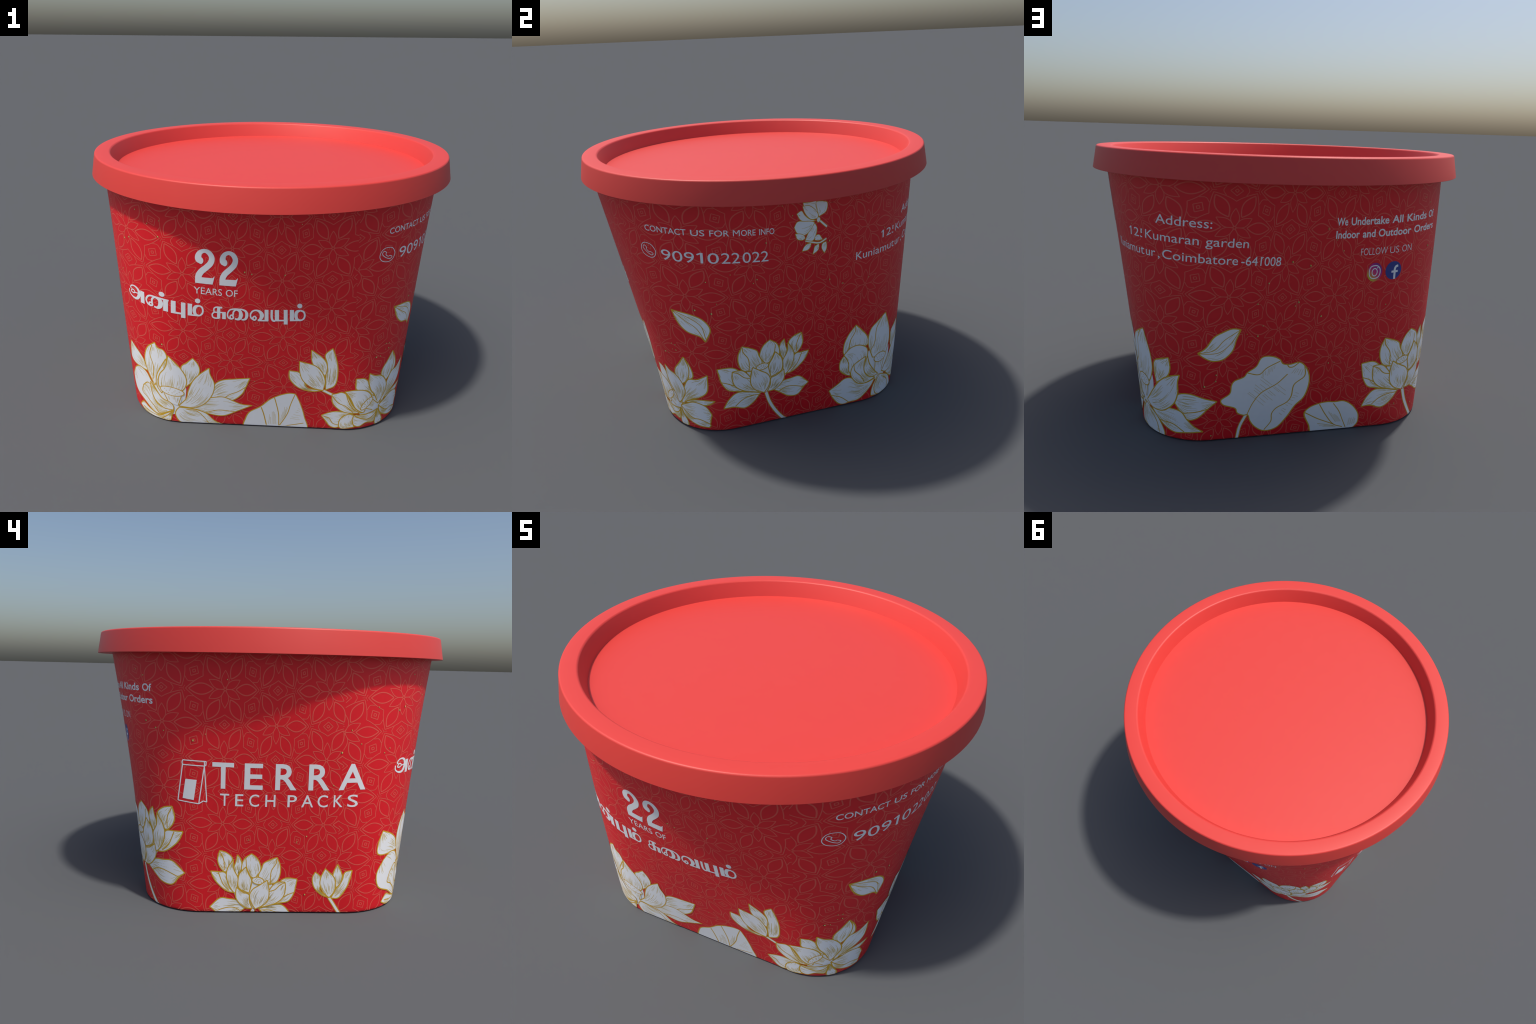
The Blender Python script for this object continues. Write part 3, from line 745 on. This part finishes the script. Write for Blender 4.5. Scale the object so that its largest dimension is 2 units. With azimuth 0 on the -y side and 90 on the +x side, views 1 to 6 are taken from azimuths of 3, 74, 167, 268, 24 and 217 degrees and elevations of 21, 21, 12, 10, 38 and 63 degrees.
# hand-drawn script line: strokes as (x, z, width)
SCRIPT = [
    # first letter
    [(.7118, .7664, .006), (.690, .762, .006), (.6764, .7596, .006), (.660, .752, .0065), (.6466, .7557, .0065), (.6560, .7700, .0065), (.6700, .7680, .0065), (.674, .7582, .006)],
    [(.6501, .7715, .0065), (.6424, .7758, .0065), (.6523, .7899, .0065), (.674, .7955, .0087), (.6928, .788, .0131), (.702, .7713, .0174),
     (.6973, .746, .0174), (.682, .7284, .0131), (.6548, .7281, .0087), (.6344, .7415, .0065), (.6312, .7634, .0065)],
    [(.7217, .786, .023), (.7209, .718, .023)],
    # second letter
    [(.7733, .7425, .0087), (.7597, .7375, .0083), (.7634, .7225, .0083), (.7771, .7299, .0087), (.7733, .7425, .0087)],
    [(.7769, .7252, .0087), (.7546, .7261, .0087), (.7431, .7472, .0092), (.7525, .7706, .0092), (.7664, .7795, .0092), (.8091, .780, .0092), (.862, .7785, .0092)],
    [(.7755, .7434, .0087), (.7753, .7618, .0098), (.7901, .7780, .0098), (.8109, .774, .0174), (.8206, .7582, .024), (.8156, .7334, .0218), (.8025, .7223, .0131), (.7857, .7240, .0076)],
    [(.8462, .780, .0244), (.8449, .714, .0244)],
    # third letter
    [(.8852, .7836, .0244), (.8836, .712, .0244)], [(.8725, .717, .0105), (.9350, .717, .0105)], [(.9357, .7825, .0229), (.9345, .693, .0229)],
    # fourth letter
    [(.9703, .7815, .0236), (.9694, .713, .0236)], [(.958, .7165, .0088), (1.0204, .7175, .0088)],
    [(1.0207, .7762, .0092), (1.0006, .7668, .0174), (.9938, .7448, .0196), (1.0002, .7243, .0164), (1.0204, .7182, .0092),
     (1.0375, .7308, .010), (1.0422, .7502, .010), (1.0365, .7685, .010), (1.0207, .7762, .0092)],
    # fifth letter
    [(1.1085, .746, .0079), (1.1082, .7696, .0079), (1.12, .7775, .0083), (1.1573, .7775, .0098)], [(1.136, .778, .0192), (1.1367, .714, .0192)],
    [(1.1084, .7473, .0079), (1.098, .736, .0083), (1.1008, .719, .0083), (1.1154, .7134, .0083), (1.1410, .7154, .0083)],
    [(1.1058, .748, .0079), (1.1778, .7497, .0083)], [(1.1684, .753, .0216), (1.1691, .7115, .0216)],
    # sixth sign
    [(1.2235, .7317, .0088), (1.2141, .7392, .0083), (1.205, .7281, .0083), (1.2132, .7166, .0088), (1.2263, .7238, .0088), (1.2235, .7317, .0088)],
    [(1.2145, .7150, .0083), (1.1957, .7223, .0083), (1.19, .7433, .0083), (1.2016, .7663, .0083), (1.2253, .7745, .0083), (1.2772, .7757, .0083)],
    [(1.2234, .737, .0088), (1.2256, .7582, .0098), (1.2412, .7715, .0098), (1.2621, .7651, .0172), (1.2689, .7443, .0226), (1.2629, .7228, .0196), (1.2501, .7156, .0123), (1.2343, .7180, .0083)],
    [(1.2747, .7756, .0083), (1.295, .7664, .0123), (1.3023, .7456, .0172), (1.2957, .7214, .0135), (1.2833, .7156, .0098), (1.2732, .7157, .0083)],
    # seventh letter
    [(1.3532, .729, .0088), (1.3437, .7393, .0083), (1.3344, .7283, .0083), (1.344, .7166, .0088), (1.3532, .729, .0088)],
    [(1.344, .7153, .0083), (1.3261, .728, .0083), (1.3222, .749, .0083), (1.334, .7692, .0088), (1.3552, .7745, .0098), (1.3739, .7642, .0172), (1.3814, .746, .0216), (1.3741, .7245, .0147), (1.3626, .7166, .0088)],
    [(1.3603, .7155, .0088), (1.4134, .7163, .0088)], [(1.4054, .7795, .0201), (1.4053, .713, .0201)],
    # eighth letter
    [(1.4326, .7792, .0118), (1.4328, .7296, .0118), (1.4394, .716, .0108), (1.4514, .7156, .0098)], [(1.4606, .7792, .0226), (1.46, .714, .0226)],
    [(1.4539, .7175, .0088), (1.509, .7184, .0088)], [(1.5098, .7807, .0221), (1.5087, .6949, .0221)],
    # ninth letter
    [(1.5461, .7802, .0241), (1.5453, .715, .0241)], [(1.5340, .7192, .0093), (1.6033, .7203, .0093)],
    [(1.5959, .777, .0093), (1.5748, .7677, .0184), (1.5694, .748, .0201), (1.5744, .7284, .0172), (1.5954, .7194, .0093),
     (1.6152, .7288, .0103), (1.6219, .7485, .0103), (1.6155, .768, .0103), (1.5959, .777, .0093)],
]
for s in SCRIPT:
    c = spline(s, .0025)
    slogan.level = .0006 + (slogan.level - .0006 + .00004) % .0006
    slogan.line(c, c[:, 2], LETTER)
for x, z in ((.827, .806), (1.013, .803), (1.593, .803)):
    slogan.up()
    slogan.disc((x, z), .0150, .0135, LETTER)
slogan.build('slogan_lettering', [LETTER], body)

contact = Print()
letters(contact, [('CONTACT', 2.027, 2.192), ('US', 2.208, 2.261), ('FOR', 2.280, 2.360), ('ORE', 2.412, 2.481), ('INFO', 2.499, 2.578)], 1.1345, .0295, .006)
for p in ([(2.3785, 1.1345), (2.3785, 1.1640)], [(2.3795, 1.1640), (2.3915, 1.1460)], [(2.3915, 1.1460), (2.4035, 1.1640)], [(2.4045, 1.1345), (2.4045, 1.1640)]):
    contact.up()
    contact.line(spline(p, .006), .0042, LETTER)
contact.line(spline([(2.2245, 1.0400), (2.2420, 1.0490)], .004), .0070, LETTER)
contact.up()
contact.line(spline([(2.2430, .9965), (2.2430, 1.0500)], .01), .0105, LETTER)
letters(contact, [('909', 2.084, 2.214), ('0', 2.266, 2.312), ('22', 2.322, 2.404), ('022', 2.416, 2.547)], .9965, .0535, -.002)
contact.up()
contact.line(spline([(1.9901, 1.0411), (2.0004, 1.0605), (2.0154, 1.0681), (2.0437, 1.0624), (2.0594, 1.0349), (2.058, 1.0166),
                     (2.0461, .9986), (2.0284, .9933), (2.0016, 1.0034), (1.9895, 1.0228)], .004, closed=True), .0030, LETTER, closed=True)
contact.line(spline([(2.0081, 1.0527), (2.0189, 1.0428), (2.0155, 1.0359), (2.0289, 1.0213), (2.035, 1.0244), (2.0466, 1.0153),
                     (2.0392, 1.0074), (2.0298, 1.0095), (2.0142, 1.0205), (2.0006, 1.038), (2.0019, 1.0481)], .003, closed=True), .0030, LETTER, closed=True)
contact.build('contact_lettering', [LETTER], body)

address = Print()
word(address, 'Address:', -2.119, -1.902, 1.0845, .042, .0)
word(address, '125', -2.266, -2.168, 1.0025, .041, .0, cut=-2.186)
address.line(spline([(-2.2745, 1.0330), (-2.2640, 1.0425)], .004), .0055, LETTER)
address.line(spline([(-1.6760, .9550), (-1.6640, .9645)], .004), .0050, LETTER)
letters(address, [('Kumaran', -2.169, -1.949), ('garden', -1.924, -1.743)], 1.0045, .041, .0)
letters(address, [('Kuniamut', -2.432, -2.176), ('ur', -2.167, -2.120), (',', -2.108, -2.100), ('Coimbatore', -2.089, -1.786),
                  ('-641008', -1.771, -1.565)], .9235, .042, .0)
address.build('address_lettering', [LETTER], body)

orders = Print()
letters(orders, [('We', -1.270, -1.201), ('Undertake', -1.180, -.948), ('All', -.929, -.866), ('Kinds', -.842, -.710), ('Of', -.690, -.640)], 1.1095, .0365, .018)
letters(orders, [('Indoor', -1.270, -1.122), ('and', -1.102, -1.024), ('Outdoor', -1.005, -.812), ('Orders', -.793, -.635)], 1.0490, .0365, .018)
letters(orders, [('FOLLOW', -1.104, -.943), ('US', -.928, -.877), ('ON', -.858, -.801)], .9630, .0330, -.012)
orders.build('orders_lettering', [LETTER], body)

# two round badges: camera and letter f
BADGE_C = np.array([-1.010, .8745])
b0 = wall(angle_of(np.array([BADGE_C[0]])), np.array([BADGE_C[1]]))[0]
b1 = wall(angle_of(np.array([BADGE_C[0] + .02])), np.array([BADGE_C[1] + .02]))[0]
bd = (b1 - b0) / np.linalg.norm(b1 - b0)
BADGE_DIR, BADGE_MID = tuple(bd), float(b0 @ bd)
GRADIENT = badge_gradient()
badge = Print()
badge.disc(BADGE_C, .0460, .0470, GRADIENT)
badge.up()
badge.line(spline([(-1.0405, .8916), (-1.0296, .9043), (-.9951, .9053), (-.9791, .8895), (-.9789, .8613), (-.9918, .8464),
                   (-1.0236, .8443), (-1.0399, .859)], .003, closed=True), .0052, LETTER, closed=True)
t = np.linspace(0, 2 * np.pi, 37)
badge.line(np.stack([.0155 * np.cos(t), .0185 * np.sin(t)], -1) + BADGE_C, .0050, LETTER, closed=True)
badge.disc((-.993, .8955), .0034, .0034, LETTER)
badge.build('camera_badge_print', [GRADIENT, LETTER], body)
badge = Print()
badge.disc((-.900, .8745), .0455, .0460, BLUE)
badge.up()
c = spline([(-.8740, .896), (-.8860, .8925), (-.8920, .881), (-.8920, .860), (-.8920, .8295)], .003)
badge.line(c, .0115, LETTER)
badge.up()
badge.line(spline([(-.9105, .868), (-.8745, .868)], .003), .0105, LETTER)
badge.build('letter_badge_print', [BLUE, LETTER], body)

# ------------------------------------------------------------------ gold flecks
FLECKS = [
    (0.706, 1.219), (0.767, 1.167), (0.826, 1.195), (0.818, 1.113), (0.626, 1.044), (0.587, 0.858), (1.184, 1.267), (1.225, 1.241),
    (1.326, 0.975), (1.286, 0.985), (0.817, 0.508), (1.611, 1.233), (1.509, 0.974), (2.194, 0.741), (2.06, 0.521), (2.06, 0.486),
    (2.434, 1.11), (2.356, 0.937), (2.25, 0.898), (2.29, 0.781), (2.264, 0.726), (2.079, 0.518), (2.079, 0.486), (2.033, 0.455),
    (2.485, 0.903), (2.466, 0.884), (2.62, 1.27), (2.679, 1.217), (2.534, 1.092), (2.621, 0.82), (-2.61, 1.062), (-2.598, 0.847),
    (-2.511, 0.81), (-2.347, 0.807), (-2.257, 1.056), (-1.618, 0.84), (-1.666, 0.737), (-1.624, 0.626), (-1.708, 0.584), (-1.317, 1.096),
    (-1.26, 1.044), (-1.214, 0.991), (-1.498, 0.943), (-1.398, 0.924), (-1.44, 0.744), (-1.457, 0.725), (-1.318, 0.667), (-0.928, 0.701),
    (-0.675, 0.965), (-0.724, 1.216), (-0.683, 1.187), (-0.29, 1.179), (-0.584, 0.925), (-0.623, 0.935), (-0.392, 0.922), (-0.449, 0.889),
    (0.39, 0.954), (0.44, 0.887), (0.346, 0.846), (0.311, 0.684), (0.516, 1.062), (0.659, 1.061), (0.56, 0.837), (-0.52, 0.27),
    (-0.569, 0.275), (-0.339, 0.261), (-0.152, 0.4), (-0.691, 0.086), (0.176, 0.458), (0.175, 0.423), (0.12, 0.392), (0.179, 0.105),
    (1.347, 0.322), (1.393, 0.317), (2.011, 0.455), (-1.647, 0.573), (-1.845, 0.369), (-1.845, 0.335), (-1.896, 0.306), (-1.933, 0.012),
    (-1.851, 0.031), (-1.256, 0.407), (-1.222, 0.409), (-0.825, 0.123),
]
fleck = Print(.0014, .00005)
for x, z in FLECKS:
    r = rng.choice([.0020, .0025, .0032, .0040], p=[.2, .3, .3, .2])
    fleck.disc((x - r * .5, z - r * .1), r * .9, r * 1.1, FLECK_DARK_EDGE, 0, .02)  # dark edge of the speck, set off to its left beneath the gold
    fleck.up()
    fleck.disc((x + r * .15, z), r * .85, r * 1.15, FLECK, rng.uniform(-.4, .4), .02)
    fleck.level = .0014
ob = fleck.build('gold_fleck_print', [FLECK, FLECK_DARK_EDGE], body)
ob['kind'] = 'stuff'
